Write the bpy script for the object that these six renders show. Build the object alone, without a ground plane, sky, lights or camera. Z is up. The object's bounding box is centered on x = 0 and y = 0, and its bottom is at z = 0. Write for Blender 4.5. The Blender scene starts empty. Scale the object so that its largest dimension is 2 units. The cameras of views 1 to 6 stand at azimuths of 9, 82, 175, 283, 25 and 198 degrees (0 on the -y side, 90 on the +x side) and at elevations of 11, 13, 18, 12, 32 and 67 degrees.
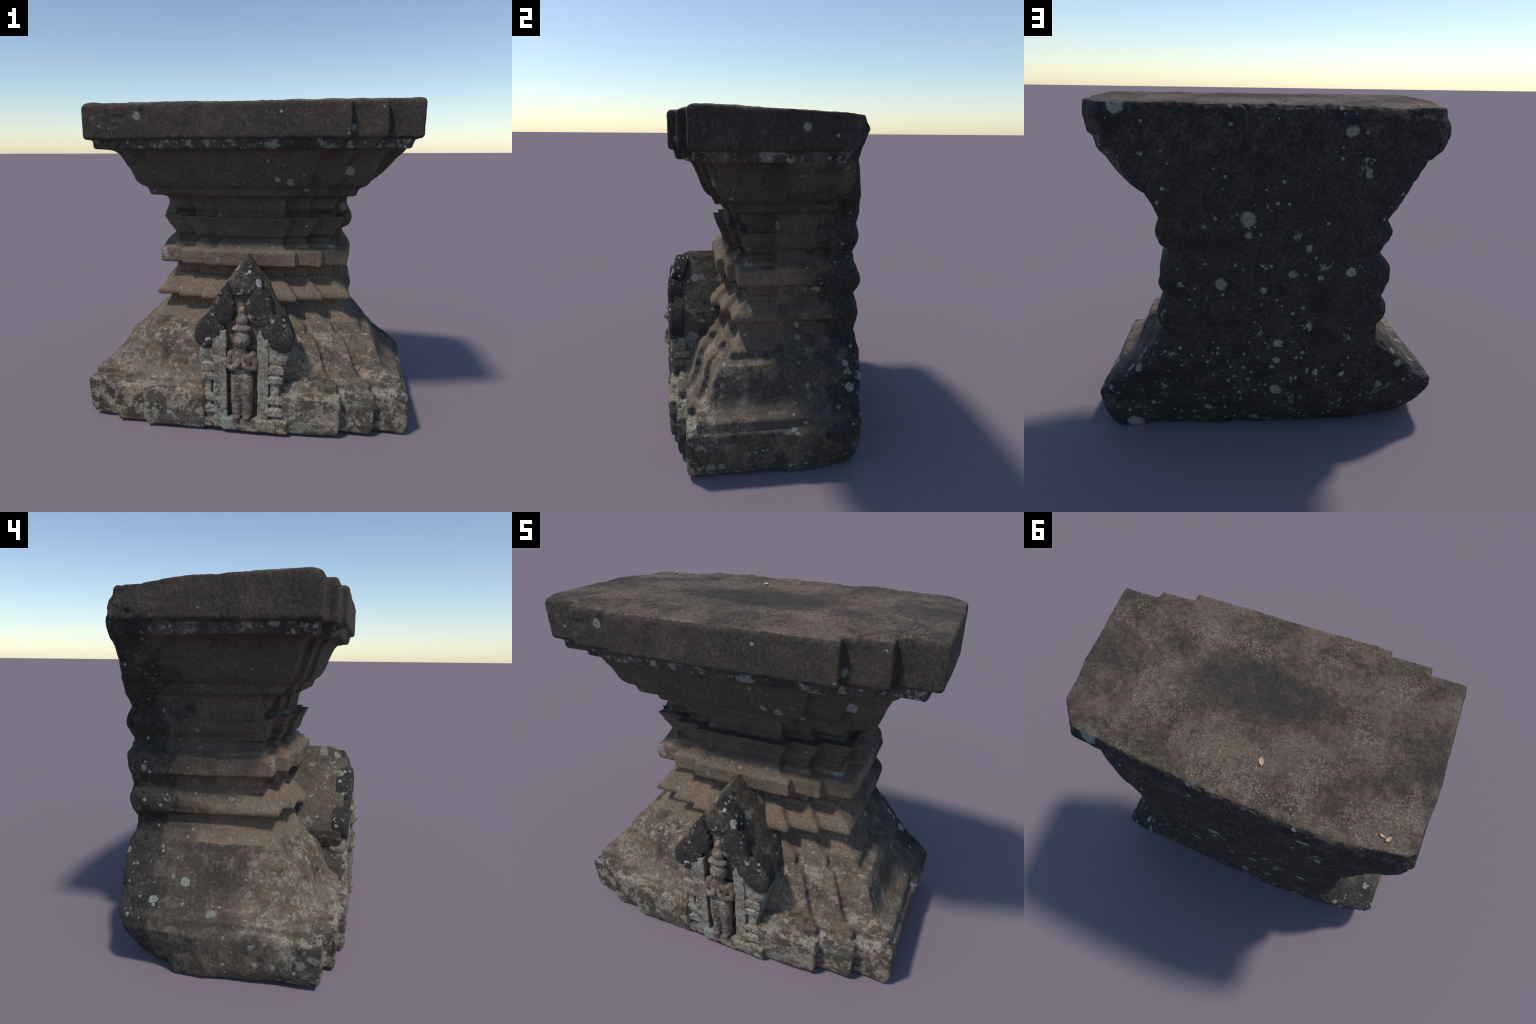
# Weathered sandstone temple pedestal: redented (stepped-corner) plan lofted through a
# moulding profile, flat rough back, a gabled niche with a small standing figure in front.
import bpy, bmesh, math
import numpy as np

# ------------------------------------------------------------------ helpers
def hash3(ix, iy, iz, seed):
    h = (ix * 374761393 + iy * 668265263 + iz * 2147483647 + seed * 974634777) & 0xFFFFFFFF
    h = ((h ^ (h >> 13)) * 1274126177) & 0xFFFFFFFF
    h = ((h ^ (h >> 16)) * 2246822519) & 0xFFFFFFFF
    return ((h ^ (h >> 15)) & 0xFFFFFF) / float(0xFFFFFF) * 2 - 1

def vnoise(P, scale, seed=0):
    """smooth value noise in [-1, 1]; scale = feature size in metres"""
    q = P / scale
    i = np.floor(q).astype(np.int64)
    f = q - i
    f = f * f * f * (f * (f * 6 - 15) + 10)
    r = 0
    for a in (0, 1):
        for b in (0, 1):
            for c in (0, 1):
                w = (f[:, 0] if a else 1 - f[:, 0]) * (f[:, 1] if b else 1 - f[:, 1]) * (f[:, 2] if c else 1 - f[:, 2])
                r = r + w * hash3(i[:, 0] + a, i[:, 1] + b, i[:, 2] + c, seed)
    return r

def fbm(P, scale, octaves=3, seed=0):
    t, amp = 0, 1.0
    for o in range(octaves):
        t = t + amp * vnoise(P + 17.3 * o, scale / 2 ** o, seed + o)
        amp *= .5
    return t / 1.6

def sstep(a, b, x):
    t = np.clip((x - a) / (b - a), 0, 1)
    return t * t * (3 - 2 * t)

def curve(keys):
    zs = [k[0] for k in keys]; vs = [k[1] for k in keys]
    return lambda z: float(np.interp(z, zs, vs))

def mesh_obj(name, verts, faces):
    me = bpy.data.meshes.new(name)
    me.from_pydata([tuple(v) for v in verts], [], faces)
    me.update()
    ob = bpy.data.objects.new(name, me)
    bpy.context.scene.collection.objects.link(ob)
    return ob

def co_of(me):
    a = np.empty(len(me.vertices) * 3); me.vertices.foreach_get('co', a)
    return a.reshape(-1, 3)

def set_co(me, P):
    me.vertices.foreach_set('co', np.ascontiguousarray(P).ravel()); me.update()

def nor_of(me):
    a = np.empty(len(me.vertices) * 3); me.vertices.foreach_get('normal', a)
    return a.reshape(-1, 3)

def edges_of(me):
    a = np.empty(len(me.edges) * 2, dtype=np.int32); me.edges.foreach_get('vertices', a)
    return a.reshape(-1, 2)

def smooth(P, E, n, lam=.5):
    k = np.bincount(E.ravel(), minlength=len(P)).astype(float)[:, None]
    for _ in range(n):
        S = np.empty_like(P)
        for d in range(3):
            S[:, d] = (np.bincount(E[:, 0], P[E[:, 1], d], len(P)) + np.bincount(E[:, 1], P[E[:, 0], d], len(P)))
        P = P + lam * (S / k - P)
    return P

def remeshed(obs, name, voxel, n_smooth):
    """fuse closed solids into one worn stone skin"""
    bm = bmesh.new()
    for o in obs:
        bm.from_mesh(o.data)
    bmesh.ops.recalc_face_normals(bm, faces=bm.faces)
    bmesh.ops.triangulate(bm, faces=bm.faces)
    me = bpy.data.meshes.new(name); bm.to_mesh(me); bm.free()
    for o in obs:
        bpy.data.objects.remove(o)
    ob = bpy.data.objects.new(name, me)
    bpy.context.scene.collection.objects.link(ob)
    m = ob.modifiers.new('r', 'REMESH'); m.mode = 'VOXEL'; m.voxel_size = voxel
    dg = bpy.context.evaluated_depsgraph_get()
    new = bpy.data.meshes.new_from_object(ob.evaluated_get(dg))
    ob.modifiers.clear(); ob.data = new; new.name = name
    set_co(new, smooth(co_of(new), edges_of(new), n_smooth))
    new.polygons.foreach_set('use_smooth', np.ones(len(new.polygons), dtype=bool))
    return ob

# ------------------------------------------------------------------ body: profile
# (height, half width of the corner pier, front plane of the central pier)
PROFILE = [
    (.000, .900, -.525), (.015, .935, -.552), (.060, .952, -.562), (.235, .957, -.562), (.252, .950, -.553),   # plinth
    (.257, .928, -.508), (.263, .925, -.503), (.298, .923, -.500), (.306, .912, -.488),                         # fillet
    (.315, .885, -.465), (.335, .855, -.443), (.370, .828, -.422), (.420, .808, -.407), (.470, .790, -.393),
    (.510, .768, -.377), (.535, .735, -.357), (.545, .695, -.340),                                              # bell
    (.549, .680, -.336), (.587, .670, -.316), (.593, .655, -.305),                                              # fillet
    (.607, .620, -.285), (.640, .575, -.260), (.690, .545, -.240), (.724, .535, -.232),                         # scotia
    (.731, .590, -.295), (.738, .604, -.305), (.757, .605, -.306), (.775, .590, -.295), (.800, .555, -.262),
    (.820, .532, -.238), (.830, .522, -.226),                                                                   # drooping ring
    (.833, .508, -.212), (.860, .506, -.210), (.863, .486, -.188), (.932, .486, -.188),                         # recess
    (.937, .575, -.255), (.946, .588, -.266), (1.028, .590, -.266), (1.037, .580, -.258),                       # square ring
    (1.043, .502, -.211), (1.072, .498, -.207), (1.076, .478, -.190), (1.112, .478, -.190),                     # recess
    (1.116, .497, -.215), (1.138, .501, -.225), (1.146, .508, -.226), (1.165, .520, -.230), (1.190, .540, -.240),
    (1.212, .560, -.252), (1.228, .570, -.262), (1.240, .573, -.268), (1.242, .564, -.258), (1.236, .540, -.225),  # lipped ring
    (1.235, .506, -.189), (1.290, .500, -.184), (1.330, .508, -.190), (1.355, .530, -.205), (1.367, .570, -.227),  # neck
    (1.372, .625, -.262), (1.418, .640, -.275), (1.423, .660, -.287), (1.435, .685, -.303), (1.455, .705, -.319),
    (1.490, .725, -.336), (1.540, .742, -.351), (1.590, .765, -.370), (1.620, .790, -.386), (1.640, .820, -.405),
    (1.646, .845, -.420),                                                                                       # cyma
    (1.649, .893, -.463), (1.656, .900, -.472), (1.690, .907, -.482), (1.698, .910, -.486),                     # fillet
    (1.702, .945, -.512), (1.715, .953, -.521), (1.875, .953, -.521), (1.890, .945, -.513), (1.895, .920, -.49),  # slab
]
# The flanks behind the carved front bays are coarser: x of the right and left flank by height
RIGHT_REAR = curve([(0, .975), (.24, .988), (.257, .945), (.30, .935), (.32, .865), (.40, .795), (.47, .772), (.52, .752), (.548, .70), (.59, .672), (.62, .615),
    (.69, .578), (.725, .572), (.737, .625), (.785, .637), (.81, .605), (.83, .58), (.865, .570), (.93, .572), (.942, .617), (1.04, .622), (1.06, .60), (1.09, .565),
    (1.14, .56), (1.165, .605), (1.2, .628), (1.25, .625), (1.28, .60), (1.31, .588), (1.36, .60), (1.375, .655), (1.42, .68), (1.44, .735), (1.475, .785),
    (1.523, .835), (1.58, .88), (1.612, .918), (1.63, .948), (1.70, .955), (1.71, .982), (1.9, .982)])
LEFT_REAR = curve([(0, -.985), (.24, -.998), (.257, -.967), (.30, -.96), (.32, -.89), (.40, -.80), (.47, -.772), (.52, -.76), (.548, -.705), (.59, -.69), (.62, -.645),
    (.69, -.605), (.725, -.603), (.737, -.64), (.785, -.645), (.81, -.615), (.83, -.59), (.865, -.582), (.93, -.59), (.942, -.648), (1.04, -.65), (1.06, -.615), (1.09, -.582),
    (1.14, -.58), (1.165, -.612), (1.2, -.632), (1.25, -.637), (1.28, -.612), (1.31, -.602), (1.36, -.62), (1.375, -.665), (1.42, -.68), (1.44, -.722), (1.475, -.757),
    (1.523, -.765), (1.58, -.788), (1.62, -.83), (1.636, -.865), (1.642, -.905), (1.70, -.912), (1.71, -.937), (1.9, -.937)])
# rear edges of the broken, unmoulded back
RIGHT_X = curve([(0, .90), (.03, .94), (.09, .965), (.16, .985), (.245, .993), (.40, .785), (.50, .70), (.59, .62), (.65, .59), (.705, .625),
    (.79, .62), (.86, .575), (.92, .605), (1.035, .59), (1.12, .545), (1.147, .595), (1.2, .612), (1.257, .60), (1.3, .575),
    (1.363, .62), (1.42, .655), (1.45, .70), (1.48, .725), (1.556, .77), (1.606, .79), (1.65, .81), (1.69, .84), (1.76, .88), (1.82, .905), (1.88, .89)])
LEFT_X = curve([(0, -.86), (.04, -.895), (.08, -.915), (.137, -.945), (.222, -.982), (.298, -.975), (.36, -.87), (.513, -.715), (.61, -.60), (.69, -.60), (.72, -.637),
    (.81, -.645), (.90, -.592), (.925, -.627), (.976, -.652), (1.05, -.642), (1.1, -.587), (1.156, -.607), (1.19, -.637), (1.246, -.642),
    (1.3, -.615), (1.35, -.665), (1.396, -.68), (1.42, -.705), (1.5, -.755), (1.6, -.81), (1.643, -.88), (1.72, -.930), (1.8, -.930), (1.878, -.91)])
RIGHT_Y = curve([(0, .435), (.07, .458), (.15, .468), (.25, .47), (.33, .485), (.42, .525), (.55, .545), (.65, .525), (.76, .545), (.86, .52), (.96, .55), (1.1, .508), (1.2, .525), (1.3, .508), (1.4, .515), (1.53, .475), (1.66, .435), (1.74, .442), (1.82, .458), (1.89, .44)])
LEFT_Y = curve([(0, .37), (.1, .435), (.2, .482), (.32, .522), (.435, .565), (.55, .595), (.68, .572), (.78, .60), (.89, .57), (1.0, .607), (1.1, .57), (1.2, .598), (1.3, .565), (1.38, .58), (1.55, .555), (1.7, .535), (1.85, .508), (1.89, .49)])
BACK_Y = curve([(0, .45), (.06, .50), (.15, .54), (.35, .57), (.6, .575), (1.0, .58), (1.4, .58), (1.8, .57), (1.87, .555), (1.895, .53)])
FRONT_SHIFT = curve([(0, -.026), (.255, -.026), (.257, -.028), (.30, -.026), (.32, -.024), (.5, -.026), (.545, -.014), (.60, -.012), (.72, -.012), (1.04, -.014), (1.06, -.006), (1.25, -.004),
    (1.26, -.022), (1.42, -.024), (1.6, -.03), (1.69, -.026), (1.705, -.01), (1.9, -.01)])
REDENT = curve([(0, .050), (.255, .050), (.30, .046), (.5, .040), (.55, .050), (.7, .052), (1.25, .052), (1.26, .036), (1.6, .036), (1.66, .044), (1.71, .051), (1.9, .051)])
SHEAR = .022                     # the front runs slightly askew

def plan(row):
    z, h, yc = row
    cx = .013 + .014 * sstep(1.6, 1.7, z)
    w = .148 + (h - .5) * .1                       # width of each redent
    if .31 < z < .53:
        h -= .018; w -= .008
    if 1.42 < z < 1.648:
        h -= .008
    lip = .008 if 1.2 < z < 1.243 else 0            # the upturned lip is broken at the corners
    h -= lip
    h += .006
    d = REDENT(z) + lip * .6                                  # depth of each redent
    yc = yc + FRONT_SHIFT(z)
    slab = z > 1.701
    rr, lr = RIGHT_REAR(z), LEFT_REAR(z)
    rx, ry, lx, ly, by = RIGHT_X(z), RIGHT_Y(z), LEFT_X(z), LEFT_Y(z), BACK_Y(z)
    k = h + cx
    kl = -h + cx - (.020 if z < .31 else 0) + (.012 if 1.42 < z < 1.648 else 0)
    pts = [(rx - .03, ry + .008), (rx, ry - .02)]
    pts += [(rx + (rr - rx) * (.75 if z > 1.42 else .35) + .004, ry - .12), (rx + (rr - rx) * .85, .22), (rr, .07), (k, .04)]
    yA, yB, yC = yc + 2 * d, yc + d, yc
    pts += [(k, yA), (k - w, yA), (k - w, yB), (k - 2 * w, yB), (k - 2 * w, yC), (0.02, yC)]
    dl = .8 * d if slab else .95 * d
    xl = kl + 2 * w + (.03 if slab else 0)
    pts += [(xl, yC), (xl, yC + dl * .8), (kl + w, yC + dl * .8), (kl + w, yC + 2 * dl), (kl, yC + 2 * dl)]
    pts += [(kl, -.12), (kl + (lr - kl) * (.5 if z > 1.23 else .2), -.05), (kl + (lr - kl) * (.9 if z > 1.23 else .7), .06), (lr + (lx - lr) * .2, .22), (lr + (lx - lr) * .75, ly - .14), (lx, ly - .02), (lx + .035, ly + .008)]
    mid = .012 * sstep(.25, .5, z) * (1 - sstep(.8, 1.1, z))
    for t, b, o in ((.8, .95, .012), (.62, 1.0, .008), (.45, .92, -mid), (.28, .6, -mid), (.12, .25, 0)):
        x = rx + (lx - rx) * t
        base = ry + (ly - ry) * t
        pts.append((x, base + (by - base) * b + o))
    sh = .012 if slab else SHEAR
    return [(x, y + sh * x if y < .03 else y) for x, y in pts]

def build_body():
    rows = []
    for a, b in zip(PROFILE[:-1], PROFILE[1:]):
        n = max(1, int(math.dist(a, b) / .05))
        rows += [tuple(np.array(a) + (np.array(b) - np.array(a)) * i / n) for i in range(n)]
    rows.append(PROFILE[-1])
    V, F = [], []
    loops = []
    for r in rows:
        p = plan(r)
        loops.append(range(len(V), len(V) + len(p)))
        V += [(x, y, r[0]) for x, y in p]
    m = len(loops[0])
    for a, b in zip(loops[:-1], loops[1:]):
        for i in range(m):
            j = (i + 1) % m
            F.append((a[i], a[j], b[j], b[i]))
    F.append(tuple(reversed(loops[0]))); F.append(tuple(loops[-1]))
    src = mesh_obj('body', V, F)
    ob = remeshed([src], 'body', .0062, 3)
    me = ob.data
    P, N = co_of(me), nor_of(me)
    x, y, z = P[:, 0].copy(), P[:, 1].copy(), P[:, 2].copy()
    back = sstep(.33, .52, y)
    top = sstep(1.84, 1.885, z)
    low = 1 - sstep(.05, .3, z)
    # wear: soft undulation everywhere, coarse hewn lumps at the back and the top
    amp = .0035 + .004 * low
    disp = amp * fbm(P, .16, 3, 3) + .0013 * fbm(P, .03, 2, 9)
    disp += back * (.010 * fbm(P * [1, 1, .8], .15, 3, 21) + .0045 * fbm(P, .035, 2, 33))
    disp += top * (.0035 * fbm(P, .10, 3, 41) + .002 * fbm(P, .022, 2, 47))
    # chipped arrises
    chip = np.clip(fbm(P, .07, 3, 77) - .35, 0, 1)
    disp -= chip * (.012 + .02 * back)
    P = P + N * disp[:, None]
    # worn top, falling to the rear, and broken underside
    P[:, 2] += sstep(1.73, 1.885, z) * (.006 + .012 * sstep(.0, -.35, y) * sstep(-.48, -.38, y) - .024 * sstep(-.1, .5, y) - .016 * sstep(.1, -.9, x) * sstep(.1, .5, y))
    und = 1 - sstep(.0, .14, z)
    P[:, 2] += und * (.008 * fbm(P * [1, 1, 0], .14, 2, 91) + .010 * sstep(-.85, -.98, x) * sstep(.1, -.3, y) + .015 * sstep(.35, .5, y) * sstep(.3, -.6, x))
    P[:, 2] = np.maximum(P[:, 2], 0)
    # pocket behind the niche and its colonnettes
    pocket = sstep(-.212, -.204, P[:, 0]) * (1 - sstep(.240, .250, P[:, 0])) * (1 - sstep(.42, .46, P[:, 2]))
    P[:, 1] = np.where(P[:, 1] < -.40, np.maximum(P[:, 1], P[:, 1] + pocket * (-.522 - P[:, 1])), P[:, 1])
    set_co(me, P)
    return ob

# ------------------------------------------------------------------ niche gable
def prism(name, outline, y0, y1, inset=0.0):
    """solid from an outline in (x, z), front plane y0, rear plane y1"""
    n = len(outline)
    cx = sum(p[0] for p in outline) / n; cz = sum(p[1] for p in outline) / n
    V = [(cx + (x - cx) * (1 - inset), y0, cz + (z - cz) * (1 - inset)) for x, z in outline] + [(x, y1, z) for x, z in outline]
    F = [tuple(range(n)), tuple(reversed(range(n, 2 * n)))]
    F += [(i, i + n, (i + 1) % n + n, (i + 1) % n) for i in range(n)]
    return mesh_obj(name, V, F)

def slab_box(name, x0, x1, y0, y1, z0, z1):
    return prism(name, [(x0, z0), (x1, z0), (x1, z1), (x0, z1)], y0, y1)

def ball(name, c, r, rot=None, seg=28):
    bm = bmesh.new()
    bmesh.ops.create_uvsphere(bm, u_segments=seg, v_segments=seg // 2, radius=1)
    for v in bm.verts:
        p = np.array(v.co) * r
        if rot:
            a = math.radians(rot)
            p = np.array([p[0] * math.cos(a) + p[2] * math.sin(a), p[1], -p[0] * math.sin(a) + p[2] * math.cos(a)])
        v.co = p + np.array(c)
    me = bpy.data.meshes.new(name); bm.to_mesh(me); bm.free()
    ob = bpy.data.objects.new(name, me); bpy.context.scene.collection.objects.link(ob)
    return ob

def tube(name, pts, radii, seg=20, flat=1.0):
    """limb: capsule chain along points"""
    obs = []
    V, F = [], []
    n = len(pts)
    for i, (p, r) in enumerate(zip(pts, radii)):
        p = np.array(p, float)
        d = np.array(pts[min(i + 1, n - 1)], float) - np.array(pts[max(i - 1, 0)], float)
        d /= np.linalg.norm(d)
        u = np.cross(d, (0, 1, 0)); u /= np.linalg.norm(u); w = np.cross(u, d)
        for k in range(seg):
            a = 2 * math.pi * k / seg
            V.append(p + r * (math.cos(a) * u + flat * math.sin(a) * w))
    for i in range(n - 1):
        for k in range(seg):
            j = (k + 1) % seg
            F.append((i * seg + k, i * seg + j, (i + 1) * seg + j, (i + 1) * seg + k))
    F.append(tuple(reversed(range(seg)))); F.append(tuple(range((n - 1) * seg, n * seg)))
    return mesh_obj(name, V, F)

GX = .024                                     # axis of the gable

def weather(ob, a1=.0025, s1=.06, a2=.001, s2=.018, seed=5):
    me = ob.data
    P, N = co_of(me), nor_of(me)
    P = P + N * (a1 * fbm(P, s1, 3, seed) + a2 * fbm(P, s2, 2, seed + 5))[:, None]
    set_co(me, P)

def build_gable():
    parts = []
    # ogive silhouette of the gable; its ridge runs straight back into the square ring
    right = [(.0, 1.028), (.035, .99), (.085, .918), (.14, .835), (.195, .752), (.245, .675), (.278, .615), (.289, .575), (.280, .53), (.262, .475), (.235, .425)]
    left = [(-x, z) for x, z in right[1:]]
    out = [(GX - .012 * sstep(.7, 1.03, z) + x, z) for x, z in right] + [(GX - .012 * sstep(.7, 1.03, z) + x * 1.0, z) for x, z in reversed(left)]
    core = prism('core', [(x, z) for x, z in out], -.540, -.10)
    for v in core.data.vertices:          # the flanks draw in towards the rear
        if v.co.y > -.3:
            v.co.x = GX + (v.co.x - GX) * (.80 if v.co.x > GX else 1.0)
    parts = [core]
    # lower block that carries the gable: jambs and sill
    parts += [slab_box('b', -.222, .245, -.536, -.3, .02, .47), slab_box('b', -.232, -.09, -.550, -.3, .02, .50), slab_box('b', .12, .25, -.550, -.3, .02, .45)]
    gable = remeshed(parts, 'gable', .005, 4)
    weather(gable, .003, .08)
    P = co_of(gable.data)           # top of the front face leans back
    f = sstep(-.40, -.535, P[:, 1])
    P[:, 2] -= .045 * f * f * sstep(.85, 1.03, P[:, 2])
    set_co(gable.data, P)
    res = [gable]

    def rounded(outline, k=4):
        p = np.array(outline); out = []
        for i in range(len(p)):
            a, b, c, d = p[i - 1], p[i], p[(i + 1) % len(p)], p[(i + 2) % len(p)]
            for t in np.arange(k) / k:
                out.append(tuple(.5 * (2 * b + (c - a) * t + (2 * a - 5 * b + 4 * c - d) * t * t + (3 * b - a - 3 * c + d) * t ** 3)))
        return out

    def lobe(outline, y, back=.09, name='gable_lobe', lean=0):
        outline = rounded(outline)
        n = len(outline)
        cx = sum(p[0] for p in outline) / n; cz = sum(p[1] for p in outline) / n
        V = []
        for inset, dy in ((0, back), (0, .016), (.07, .005), (.22, .0), (.5, -.003)):
            V += [(cx + (x - cx) * (1 - inset), y + dy + lean * max(0, z - cz), cz + (z - cz) * (1 - inset)) for x, z in outline]
        F = [tuple(reversed(range(n))), tuple(range(4 * n, 5 * n))]
        for r in range(4):
            F += [(r * n + i, r * n + (i + 1) % n, (r + 1) * n + (i + 1) % n, (r + 1) * n + i) for i in range(n)]
        o = remeshed([mesh_obj(name, V, F)], name, .0035, 5)
        weather(o, .004, .05, .0015, .015, seed=int(abs(cx) * 1000) + 50)
        return o
    # three tiers of curling leaf lobes and the drapes below them
    res += [
        lobe([(-.154, .739), (-.2, .706), (-.246, .657), (-.266, .594), (-.251, .541), (-.196, .513), (-.15, .527), (-.097, .588), (-.081, .643), (-.11, .695)], -.576),
        lobe([(.206, .734), (.249, .721), (.285, .678), (.313, .612), (.303, .535), (.251, .502), (.192, .529), (.133, .594), (.115, .654), (.162, .686)], -.576),
        lobe([(-.062, .915), (-.122, .838), (-.153, .784), (-.154, .723), (-.118, .679), (-.08, .662), (-.043, .683), (-.024, .737), (-.027, .797), (-.034, .842)], -.578),
        lobe([(.112, .885), (.162, .85), (.194, .8), (.207, .734), (.184, .68), (.141, .655), (.09, .668), (.049, .711), (.039, .763), (.046, .808), (.075, .846)], -.580),
        lobe([(.025, 1.005), (-.011, .965), (-.051, .91), (-.063, .863), (-.041, .832), (-.005, .826), (.036, .84), (.075, .831), (.108, .836), (.135, .867), (.128, .915), (.080, .97)], -.565, lean=.28),
        lobe([(.117, .66), (.177, .60), (.243, .56), (.301, .56), (.292, .50), (.28, .457), (.244, .416), (.192, .425), (.163, .432), (.122, .408)], -.564, name='drape'),
        lobe([(-.158, .56), (-.223, .54), (-.239, .502), (-.236, .443), (-.202, .422), (-.137, .426), (-.086, .511)], -.560, name='drape')]
    # jambs left and right of the niche
    for x0, x1, z1 in ((-.155, -.072, .63), (.108, .172, .61)):
        j = remeshed([slab_box('j', x0, x1, -.577, -.45, .03, z1)], 'jamb', .004, 7)
        weather(j, .005, .05, .002, .015); res.append(j)
    for s, x0, x1 in ((1, -.222, -.145), (1, .166, .258)):
        obs = [slab_box('c', x0 + .015, x1 - .022, -.563, -.45, .03, .44)]
        for z0, z1, o, yy in ((.375, .425, .004, -.572), (.318, .362, .0, -.578), (.19, .232, .003, -.578), (.115, .16, .0, -.58)):
            obs.append(slab_box('c', x0 - o, x1 + o, yy, -.45, z0, z1))
        c = remeshed(obs, 'colonnette', .004, 7)
        weather(c, .006, .05, .002, .015); res.append(c)
    sill = remeshed([slab_box('s', -.10, .285, -.597, -.45, .02, .098), slab_box('s', -.235, -.08, -.585, -.45, .03, .09)], 'sill', .0045, 4)
    weather(sill, .005, .07); res.append(sill)
    return res

def build_figure():
    x = .018
    obs = []
    head = remeshed([ball('h', (x, -.574, .582), (.050, .036, .056)), ball('h', (x, -.570, .645), (.058, .036, .024)),
                     ball('h', (x, -.562, .69), (.037, .032, .042)), ball('h', (x, -.548, .735), (.026, .022, .035)),
                     ball('h', (x, -.612, .58), (.009, .012, .016)), tube('n', [(x, -.565, .54), (x, -.565, .49)], [.026, .03])], 'head', .003, 5)
    torso = remeshed([ball('t', (x, -.566, .455), (.066, .040, .062)), ball('t', (x, -.563, .40), (.05, .036, .05)),
                      ball('t', (x, -.563, .36), (.056, .038, .04))], 'torso', .003, 5)
    arms = []
    for s in (-1, 1):
        arms.append(remeshed([tube('a', [(x + s * .062, -.562, .49), (x + s * .078, -.566, .45), (x + s * .074, -.577, .412), (x + s * .045, -.600, .415), (x + s * .016, -.606, .447)], [.021, .023, .021, .019, .017]),
                              ball('a', (x + s * .06, -.562, .487), (.026, .026, .024)), ball('a', (x + s * .012, -.606, .462), (.014, .013, .024))], 'arm', .003, 5))
    legs = remeshed([tube('l', [(x - .030, -.565, .37), (x - .031, -.567, .25), (x - .028, -.566, .11)], [.036, .036, .030]),
                     tube('l', [(x + .030, -.565, .37), (x + .031, -.567, .25), (x + .028, -.566, .11)], [.036, .036, .030]),
                     ball('l', (x, -.56, .28), (.055, .035, .11)),
                     ball('l', (x - .028, -.585, .108), (.024, .03, .015)), ball('l', (x + .028, -.585, .108), (.024, .03, .015))], 'leg', .003, 5)
    res = [head, torso] + arms + [legs]
    for o in res:
        weather(o, .0045, .035, .0015, .012, 8)
    return res

# ------------------------------------------------------------------ materials
class Nodes:
    """small vocabulary for building stone shaders"""
    def __init__(self, m):
        self.t = m.node_tree
        self.co = self.n('ShaderNodeTexCoord').outputs['Object']
        sep = self.n('ShaderNodeSeparateXYZ'); self.t.links.new(self.co, sep.inputs[0])
        self.x, self.y, self.z = sep.outputs
    def n(self, kind):
        return self.t.nodes.new(kind)
    def put(self, sock, v):
        if hasattr(v, 'is_output'):
            self.t.links.new(v, sock)
        elif isinstance(v, tuple):
            sock.default_value = (*v, 1) if len(sock.default_value) == 4 and len(v) == 3 else v
        else:
            sock.default_value = v
    def math(self, op, a, b=0.0, clamp=False):
        k = self.n('ShaderNodeMath'); k.operation = op; k.use_clamp = clamp
        self.put(k.inputs[0], a); self.put(k.inputs[1], b)
        return k.outputs[0]
    def add(self, a, b): return self.math('ADD', a, b)
    def mul(self, a, b): return self.math('MULTIPLY', a, b)
    def sub(self, a, b): return self.math('SUBTRACT', a, b)
    def step(self, v, lo, hi, a=0.0, b=1.0):
        k = self.n('ShaderNodeMapRange'); k.interpolation_type = 'SMOOTHSTEP'
        for i, q in enumerate((v, lo, hi, a, b)):
            self.put(k.inputs[i], q)
        return k.outputs[0]
    def mix(self, f, a, b, mode='MIX'):
        k = self.n('ShaderNodeMix'); k.data_type = 'RGBA'; k.blend_type = mode
        self.put(k.inputs[0], f); self.put(k.inputs[6], a); self.put(k.inputs[7], b)
        return k.outputs[2]
    def at(self, scale=(1, 1, 1), loc=(0, 0, 0)):
        k = self.n('ShaderNodeMapping'); self.put(k.inputs[0], self.co)
        k.inputs['Location'].default_value = loc; k.inputs['Scale'].default_value = scale
        return k.outputs[0]
    def noise(self, scale, detail=6, rough=.6, loc=(0, 0, 0), stretch=(1, 1, 1), dist=0.0):
        k = self.n('ShaderNodeTexNoise'); self.put(k.inputs['Vector'], self.at(stretch, loc))
        k.inputs['Scale'].default_value = scale; k.inputs['Detail'].default_value = detail
        k.inputs['Roughness'].default_value = rough; k.inputs['Distortion'].default_value = dist
        return k.outputs['Fac']
    def spots(self, scale, share, rmin, rmax, seed, ragged=.5, crowd=1.0):
        """round lichen colonies: share of cells filled, radius range in cell units"""
        w = self.n('ShaderNodeTexNoise'); self.put(w.inputs['Vector'], self.at((1, 1, 1), (seed, 3.1, seed * .7)))
        w.inputs['Scale'].default_value = scale * 3.0; w.inputs['Detail'].default_value = 6; w.inputs['Roughness'].default_value = .65
        off = self.n('ShaderNodeVectorMath'); off.operation = 'SCALE'; self.put(off.inputs[0], w.outputs['Color']); off.inputs['Scale'].default_value = ragged / scale
        tot = self.n('ShaderNodeVectorMath'); tot.operation = 'ADD'; self.put(tot.inputs[0], self.at((1, 1, 1), (seed * 1.7, 0, seed))); self.put(tot.inputs[1], off.outputs[0])
        v = self.n('ShaderNodeTexVoronoi'); self.put(v.inputs['Vector'], tot.outputs[0]); v.inputs['Scale'].default_value = scale
        sep = self.n('ShaderNodeSeparateColor'); self.put(sep.inputs[0], v.outputs['Color'])
        on = self.math('LESS_THAN', sep.outputs[0], self.mul(crowd, share))
        rad = self.step(sep.outputs[1], 0, 1, rmin, rmax)
        d = self.sub(rad, v.outputs['Distance'])
        return self.mul(on, self.step(d, -.02, .06)), sep.outputs[2]

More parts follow.
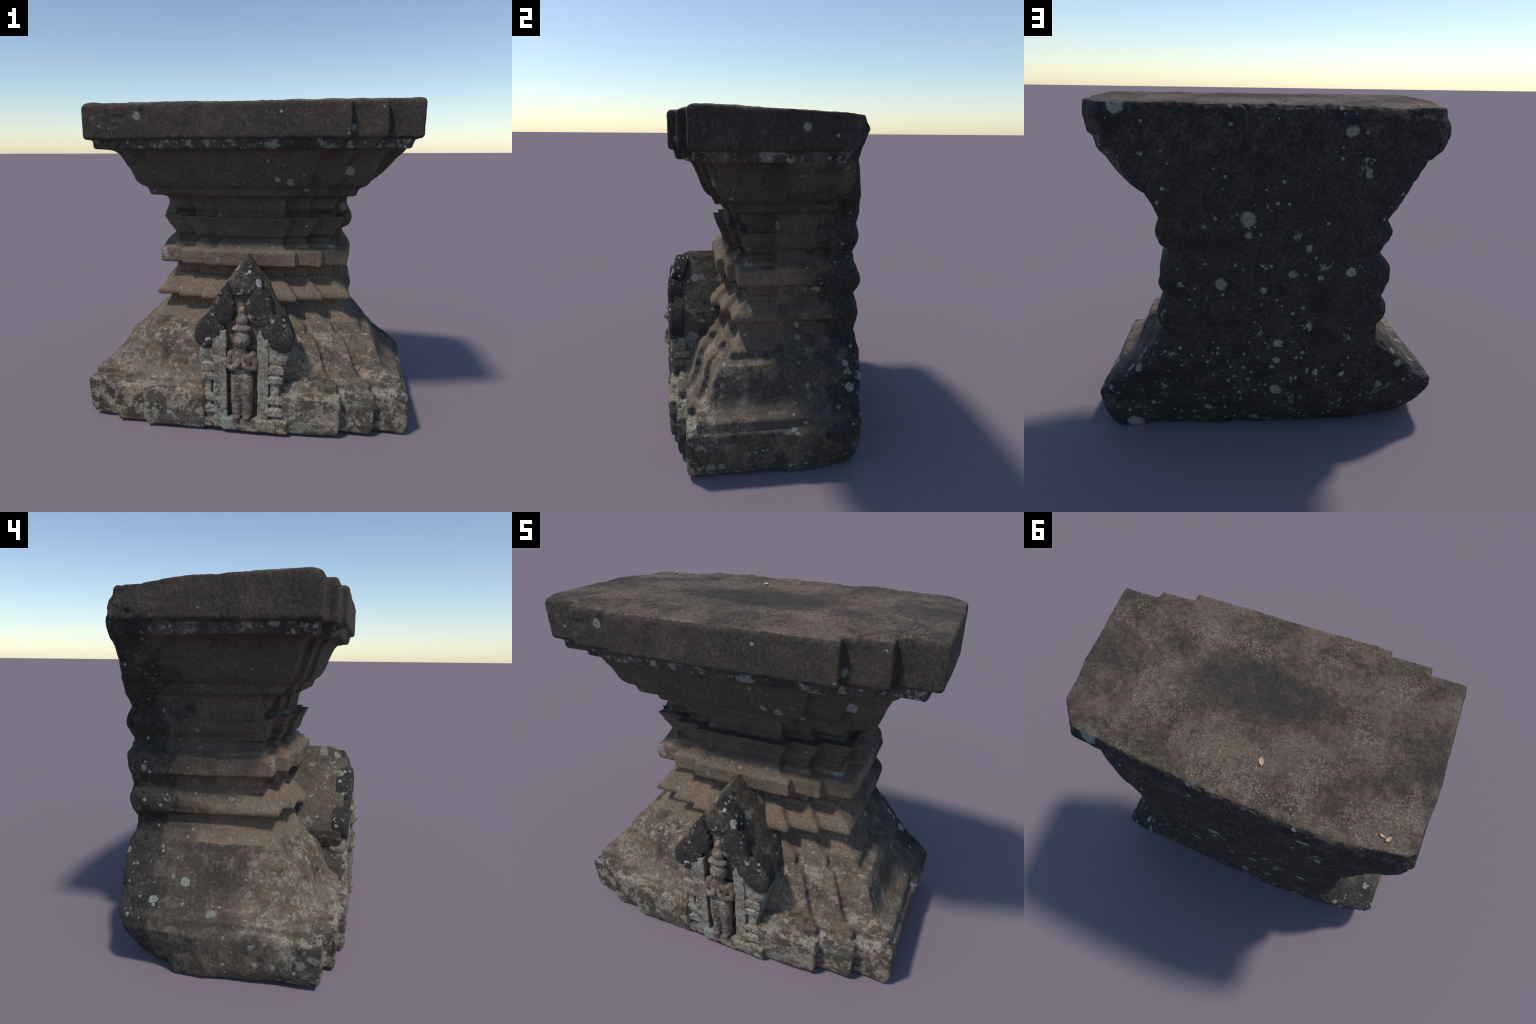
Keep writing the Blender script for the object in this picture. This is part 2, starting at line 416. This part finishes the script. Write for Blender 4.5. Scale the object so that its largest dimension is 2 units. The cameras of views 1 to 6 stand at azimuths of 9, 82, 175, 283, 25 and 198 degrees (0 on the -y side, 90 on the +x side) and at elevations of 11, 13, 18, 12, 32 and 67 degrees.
def stone(name, light, dark, crust=.5, patch=0.0, patch_col=(.29, .27, .22), spots=.12, small=.1, streak=0.0,
          top=False, rear=True, front_y=None, flank=None, spot_col=((.30, .31, .29), (.22, .235, .195))):
    """weathered sandstone. light/dark: bare stone; flank: darker (light, dark) tones behind front_y;
    crust: cover of black film; patch: cover of pale crust lichen; spots, small: share of round colonies"""
    m = bpy.data.materials.new(name); m.use_nodes = True
    k = Nodes(m)
    bsdf = m.node_tree.nodes['Principled BSDF']
    n_big = k.noise(2.6, 5, .6)
    n_mid = k.noise(9, 8, .62, (3, 1, 2))
    n_fine = k.noise(70, 5, .7, (7, 1, 4))
    n_grain = k.noise(260, 2, .6)
    ragged = k.mul(k.sub(k.noise(6, 8, .66, (2, 2, 8)), .5), .9)
    tone = k.step(k.add(k.mul(n_big, .5), k.mul(n_mid, .5)), .38, .62)
    col = k.mix(tone, dark, light)
    if flank:
        fm = k.step(k.add(k.y, ragged), front_y - .08, front_y + .14)
        col = k.mix(fm, col, k.mix(tone, flank[1], flank[0]))
    # black film, in patches; same tint also paints the unlit rear block's shade
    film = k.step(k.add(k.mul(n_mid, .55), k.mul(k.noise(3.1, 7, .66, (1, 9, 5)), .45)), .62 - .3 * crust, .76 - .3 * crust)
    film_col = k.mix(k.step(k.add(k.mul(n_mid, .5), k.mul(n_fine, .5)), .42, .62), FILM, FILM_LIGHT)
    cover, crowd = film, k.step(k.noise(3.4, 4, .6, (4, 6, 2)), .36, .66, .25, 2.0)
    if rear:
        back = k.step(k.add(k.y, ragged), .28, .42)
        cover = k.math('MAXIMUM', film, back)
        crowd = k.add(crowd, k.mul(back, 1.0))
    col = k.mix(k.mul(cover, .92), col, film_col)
    if rear:      # sparse ragged grey-green islands on the black rear
        isl = k.step(k.add(k.mul(k.noise(6.5, 9, .62, (7, 4, 2), dist=.4), .75), k.mul(k.noise(40, 6, .7, (1, 2, 7)), .25)), .615, .645)
        col = k.mix(k.mul(k.mul(isl, back), .8), col, k.mix(n_fine, (.12, .125, .11), (.27, .28, .25)))
    if streak:
        st = k.noise(44, 7, .72, (4, 4, 1), (1, 1, .5))
        col = k.mix(k.mul(k.step(k.add(st, k.mul(k.sub(n_mid, .5), .6)), .50, .72), streak), col, (.125, .098, .076))
    spot_mask = 1.0
    if top:
        g = k.n('ShaderNodeNewGeometry'); sp = k.n('ShaderNodeSeparateXYZ'); k.put(sp.inputs[0], g.outputs['Normal'])
        up = k.mul(k.step(k.add(sp.outputs[2], k.mul(k.sub(n_mid, .5), .5)), .55, .85), k.step(k.z, 1.80, 1.86))
        tc = k.mix(k.step(k.add(k.mul(k.noise(4, 8, .64, (5, 5, 1)), .6), k.mul(k.noise(30, 6, .7, (5, 1, 1)), .4)), .38, .62), (.048, .039, .033), (.140, .106, .079))
        r2 = k.math('SQRT', k.add(k.math('POWER', k.sub(k.x, .10), 2.0), k.math('POWER', k.mul(k.add(k.y, .04), 1.7), 2.0)))
        stain = k.step(k.add(r2, k.mul(k.sub(n_mid, .5), .5)), .10, .52, .75, 0.0)
        tc = k.mix(stain, tc, (.038, .033, .030))
        sp_n = k.mul(k.step(k.noise(110, 6, .75, (2, 8, 1)), .50, .62), k.step(k.add(k.noise(4.2, 6, .65, (8, 2, 3)), k.mul(stain, -.2)), .46, .64))
        tc = k.mix(k.mul(sp_n, .8), tc, (.34, .255, .195))
        col = k.mix(up, col, tc)
        spot_mask = k.sub(1.0, k.mul(up, .85))
    # grain
    col = k.mix(1.0, col, k.mix(k.step(n_fine, .3, .7), (.68, .68, .68), (1.25, 1.23, 1.20)), 'MULTIPLY')
    # pale crust lichen: thin grey bloom, then thicker ragged islands
    if patch:
        reach = 1.0
        if front_y is not None:
            reach = k.step(k.add(k.y, ragged), front_y - .12, front_y + .12, 1.0, .25)
        if rear:
            reach = k.mul(reach, k.sub(1.0, back))
        bloom = k.step(k.add(k.mul(k.noise(5, 9, .66, (1, 3, 9)), .6), k.mul(k.noise(45, 6, .72, (4, 7, 1)), .4)), .60 - .22 * patch, .78 - .22 * patch)
        pc = k.mix(k.step(k.noise(5, 5, .6, (9, 9, 1)), .40, .62), patch_col, (patch_col[0] * 1.22, patch_col[1] * 1.03, patch_col[2] * .98))
        pc = k.mix(k.step(k.noise(60, 6, .7, (3, 3, 3)), .38, .64), k.mix(1.0, pc, (.50, .50, .48), 'MULTIPLY'), pc)
        col = k.mix(k.mul(k.mul(bloom, .32), reach), col, pc)
        pn = k.add(k.mul(k.noise(11, 11, .68, (6, 3, 3), dist=.3), .62), k.mul(k.noise(38, 7, .72, (1, 7, 7)), .38))
        pm = k.step(pn, .65 - .22 * patch, .69 - .22 * patch)
        col = k.mix(k.mul(k.mul(pm, .85), reach), col, pc)
    for sc, share, r0, r1, seed in ((6.0, spots, .10, .34, 1.3), (13.0, small * 1.1, .10, .38, 5.9), (34.0, small * .7, .10, .38, 8.2)):
        if share > 0:
            q, c = k.spots(sc, share, r0, r1, seed, .34, crowd)
            lc = k.mix(c, spot_col[0], spot_col[1])
            lc = k.mix(k.step(k.noise(90, 5, .7, (seed, 1, 1)), .34, .6), k.mix(1.0, lc, (.5, .5, .5), 'MULTIPLY'), lc)
            col = k.mix(k.mul(k.mul(q, .88), spot_mask), col, lc)
    k.put(bsdf.inputs['Base Color'], col)
    bsdf.inputs['Roughness'].default_value = .93
    bsdf.inputs['Specular IOR Level'].default_value = .25
    bump = k.n('ShaderNodeBump'); bump.inputs['Strength'].default_value = .6; bump.inputs['Distance'].default_value = .007
    k.put(bump.inputs['Height'], k.add(k.mul(n_fine, .75), k.mul(n_grain, .25)))
    k.put(bsdf.inputs['Normal'], bump.outputs[0])
    return m

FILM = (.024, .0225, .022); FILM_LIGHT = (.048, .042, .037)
BROWN = (.185, .138, .100)
DULL = ((.088, .070, .054), (.050, .041, .034))
M = {
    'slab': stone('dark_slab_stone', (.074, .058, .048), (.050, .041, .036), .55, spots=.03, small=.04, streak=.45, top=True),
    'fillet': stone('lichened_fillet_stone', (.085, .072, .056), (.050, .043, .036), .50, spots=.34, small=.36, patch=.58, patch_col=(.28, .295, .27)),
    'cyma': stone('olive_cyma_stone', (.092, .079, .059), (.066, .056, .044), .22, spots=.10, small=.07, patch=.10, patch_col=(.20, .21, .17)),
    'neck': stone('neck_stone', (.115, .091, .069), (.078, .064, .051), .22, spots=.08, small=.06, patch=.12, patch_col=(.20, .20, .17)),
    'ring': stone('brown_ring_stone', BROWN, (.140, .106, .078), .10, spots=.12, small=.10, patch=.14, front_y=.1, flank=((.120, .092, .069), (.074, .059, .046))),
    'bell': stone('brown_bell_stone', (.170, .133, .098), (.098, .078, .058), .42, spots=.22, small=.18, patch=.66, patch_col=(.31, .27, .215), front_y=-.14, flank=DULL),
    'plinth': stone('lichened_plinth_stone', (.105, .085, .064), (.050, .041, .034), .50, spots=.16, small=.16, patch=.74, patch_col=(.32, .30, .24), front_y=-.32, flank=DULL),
    'gable': stone('gable_flank_stone', (.125, .102, .076), (.070, .058, .046), .38, spots=.20, small=.2, patch=.50, patch_col=(.28, .28, .23), rear=False),
    'lobe': stone('black_gable_stone', (.050, .042, .036), (.032, .028, .025), .5, spots=.60, small=.34, patch=.40, patch_col=(.40, .41, .385), rear=False, spot_col=((.42, .43, .41), (.34, .35, .32))),
    'jamb': stone('pale_jamb_stone', (.19, .155, .12), (.10, .082, .064), .22, spots=.14, small=.12, patch=.86, patch_col=(.33, .33, .28), rear=False),
    'figure': stone('figure_stone', (.165, .128, .098), (.090, .072, .057), .25, spots=.08, small=.10, patch=.66, patch_col=(.29, .265, .215), rear=False),
}

# ------------------------------------------------------------------ assembly
def child(name, parent):
    o = bpy.data.objects.new(name, None)
    bpy.context.scene.collection.objects.link(o); o.parent = parent
    return o

def split(ob, regions, parent):
    """cut one skin into named parts along mouldings; borders coincide, normals stay those of the whole"""
    me = ob.data
    P, N = co_of(me), nor_of(me)
    n = len(me.polygons)
    quads = np.empty(len(me.loops), dtype=np.int32); me.loops.foreach_get('vertex_index', quads)
    start = np.empty(n, dtype=np.int32); me.polygons.foreach_get('loop_start', start)
    total = np.empty(n, dtype=np.int32); me.polygons.foreach_get('loop_total', total)
    assert (total == 4).all()
    Q = quads[start[:, None] + np.arange(4)]
    C = P[Q].mean(1)
    which = regions(C)
    for key, (name, mat) in PARTS.items():
        q = Q[which == key]
        used, inv = np.unique(q, return_inverse=True)
        sub = bpy.data.meshes.new(name)
        sub.vertices.add(len(used)); sub.vertices.foreach_set('co', P[used].astype(np.float32).ravel())
        sub.loops.add(q.size); sub.loops.foreach_set('vertex_index', inv.astype(np.int32).ravel())
        sub.polygons.add(len(q)); sub.polygons.foreach_set('loop_start', np.arange(0, q.size, 4, dtype=np.int32))
        sub.update(calc_edges=True)
        sub.polygons.foreach_set('use_smooth', np.ones(len(q), dtype=bool))
        sub.normals_split_custom_set_from_vertices([tuple(v) for v in N[used]])
        sub.materials.append(M[mat])
        o = bpy.data.objects.new(name, sub)
        bpy.context.scene.collection.objects.link(o); o.parent = parent
    bpy.data.objects.remove(ob)

PARTS = {0: ('plinth', 'plinth'), 1: ('bell_moulding', 'bell'), 2: ('drooping_ring', 'ring'), 3: ('square_ring', 'ring'),
         4: ('lipped_ring', 'neck'), 5: ('neck', 'neck'), 6: ('cyma_moulding', 'cyma'), 7: ('fillet', 'fillet'), 8: ('top_slab', 'slab')}
CUTS = (.256, .592, .85, 1.06, 1.237, 1.371, 1.648, 1.70)

root = bpy.data.objects.new('temple_pedestal', None)
bpy.context.scene.collection.objects.link(root)
root['label'] = 'weathered carved sandstone temple pedestal with moulded tiers and figure niche'
root['category'] = 'stone pedestal'

def region(C):
    r = np.digitize(C[:, 2], CUTS)
    r[(r == 7) & (C[:, 1] > .36)] = 8          # the fillet dies out before the broken rear
    return r

split(build_body(), region, root)
gable_parts = build_gable()
LOOK = {'gable': 'gable', 'gable_lobe': 'lobe', 'drape': 'jamb', 'jamb': 'jamb', 'colonnette': 'jamb', 'sill': 'plinth'}
for o in gable_parts:
    o.data.materials.append(M[LOOK[o.name.split('.')[0]]])
    o.parent = root if o is gable_parts[0] else gable_parts[0]
figure = child('figure', root)
for o in build_figure():
    o.data.materials.append(M['figure']); o.parent = figure

# two dry leaves lying on the slab
def dry_leaf(x, y, length, turn):
    V, F = [], []
    for i in range(9):
        t = i / 8
        w = .26 * length * math.sin(math.pi * min(1, t * .96 + .02)) ** .8
        for j in (-1, 0, 1):
            px, py = (t - .5) * length, j * w
            V.append((x + px * math.cos(turn) - py * math.sin(turn), y + px * math.sin(turn) + py * math.cos(turn), ground(x, y) + .003 + .10 * length * (2 * t - 1) ** 2 + .25 * w * j * j))
    for i in range(8):
        for j in range(2):
            F.append((i * 3 + j, i * 3 + j + 1, i * 3 + j + 4, i * 3 + j + 3))
    o = mesh_obj('dry_leaf', V, F)
    so = o.modifiers.new('s', 'SOLIDIFY'); so.thickness = .0015
    o.data.materials.append(M['leaf']); o.parent = root

def ground(x, y):
    slab = bpy.data.objects['top_slab']
    hit, loc, _, _ = slab.ray_cast((x, y, 3), (0, 0, -1))
    return loc[2] if hit else 1.88

lm = bpy.data.materials.new('dry_leaf'); lm.use_nodes = True
lb = lm.node_tree.nodes['Principled BSDF']
lk = Nodes(lm)
lk.put(lb.inputs['Base Color'], lk.mix(lk.noise(60, 4, .6), (.42, .24, .14), (.62, .42, .29)))
lb.inputs['Roughness'].default_value = .8
M['leaf'] = lm
bpy.context.view_layer.update()
dry_leaf(-.086, .30, .048, 1.9)
dry_leaf(-.765, .455, .036, .9)
dry_leaf(-.735, .447, .030, 2.9)
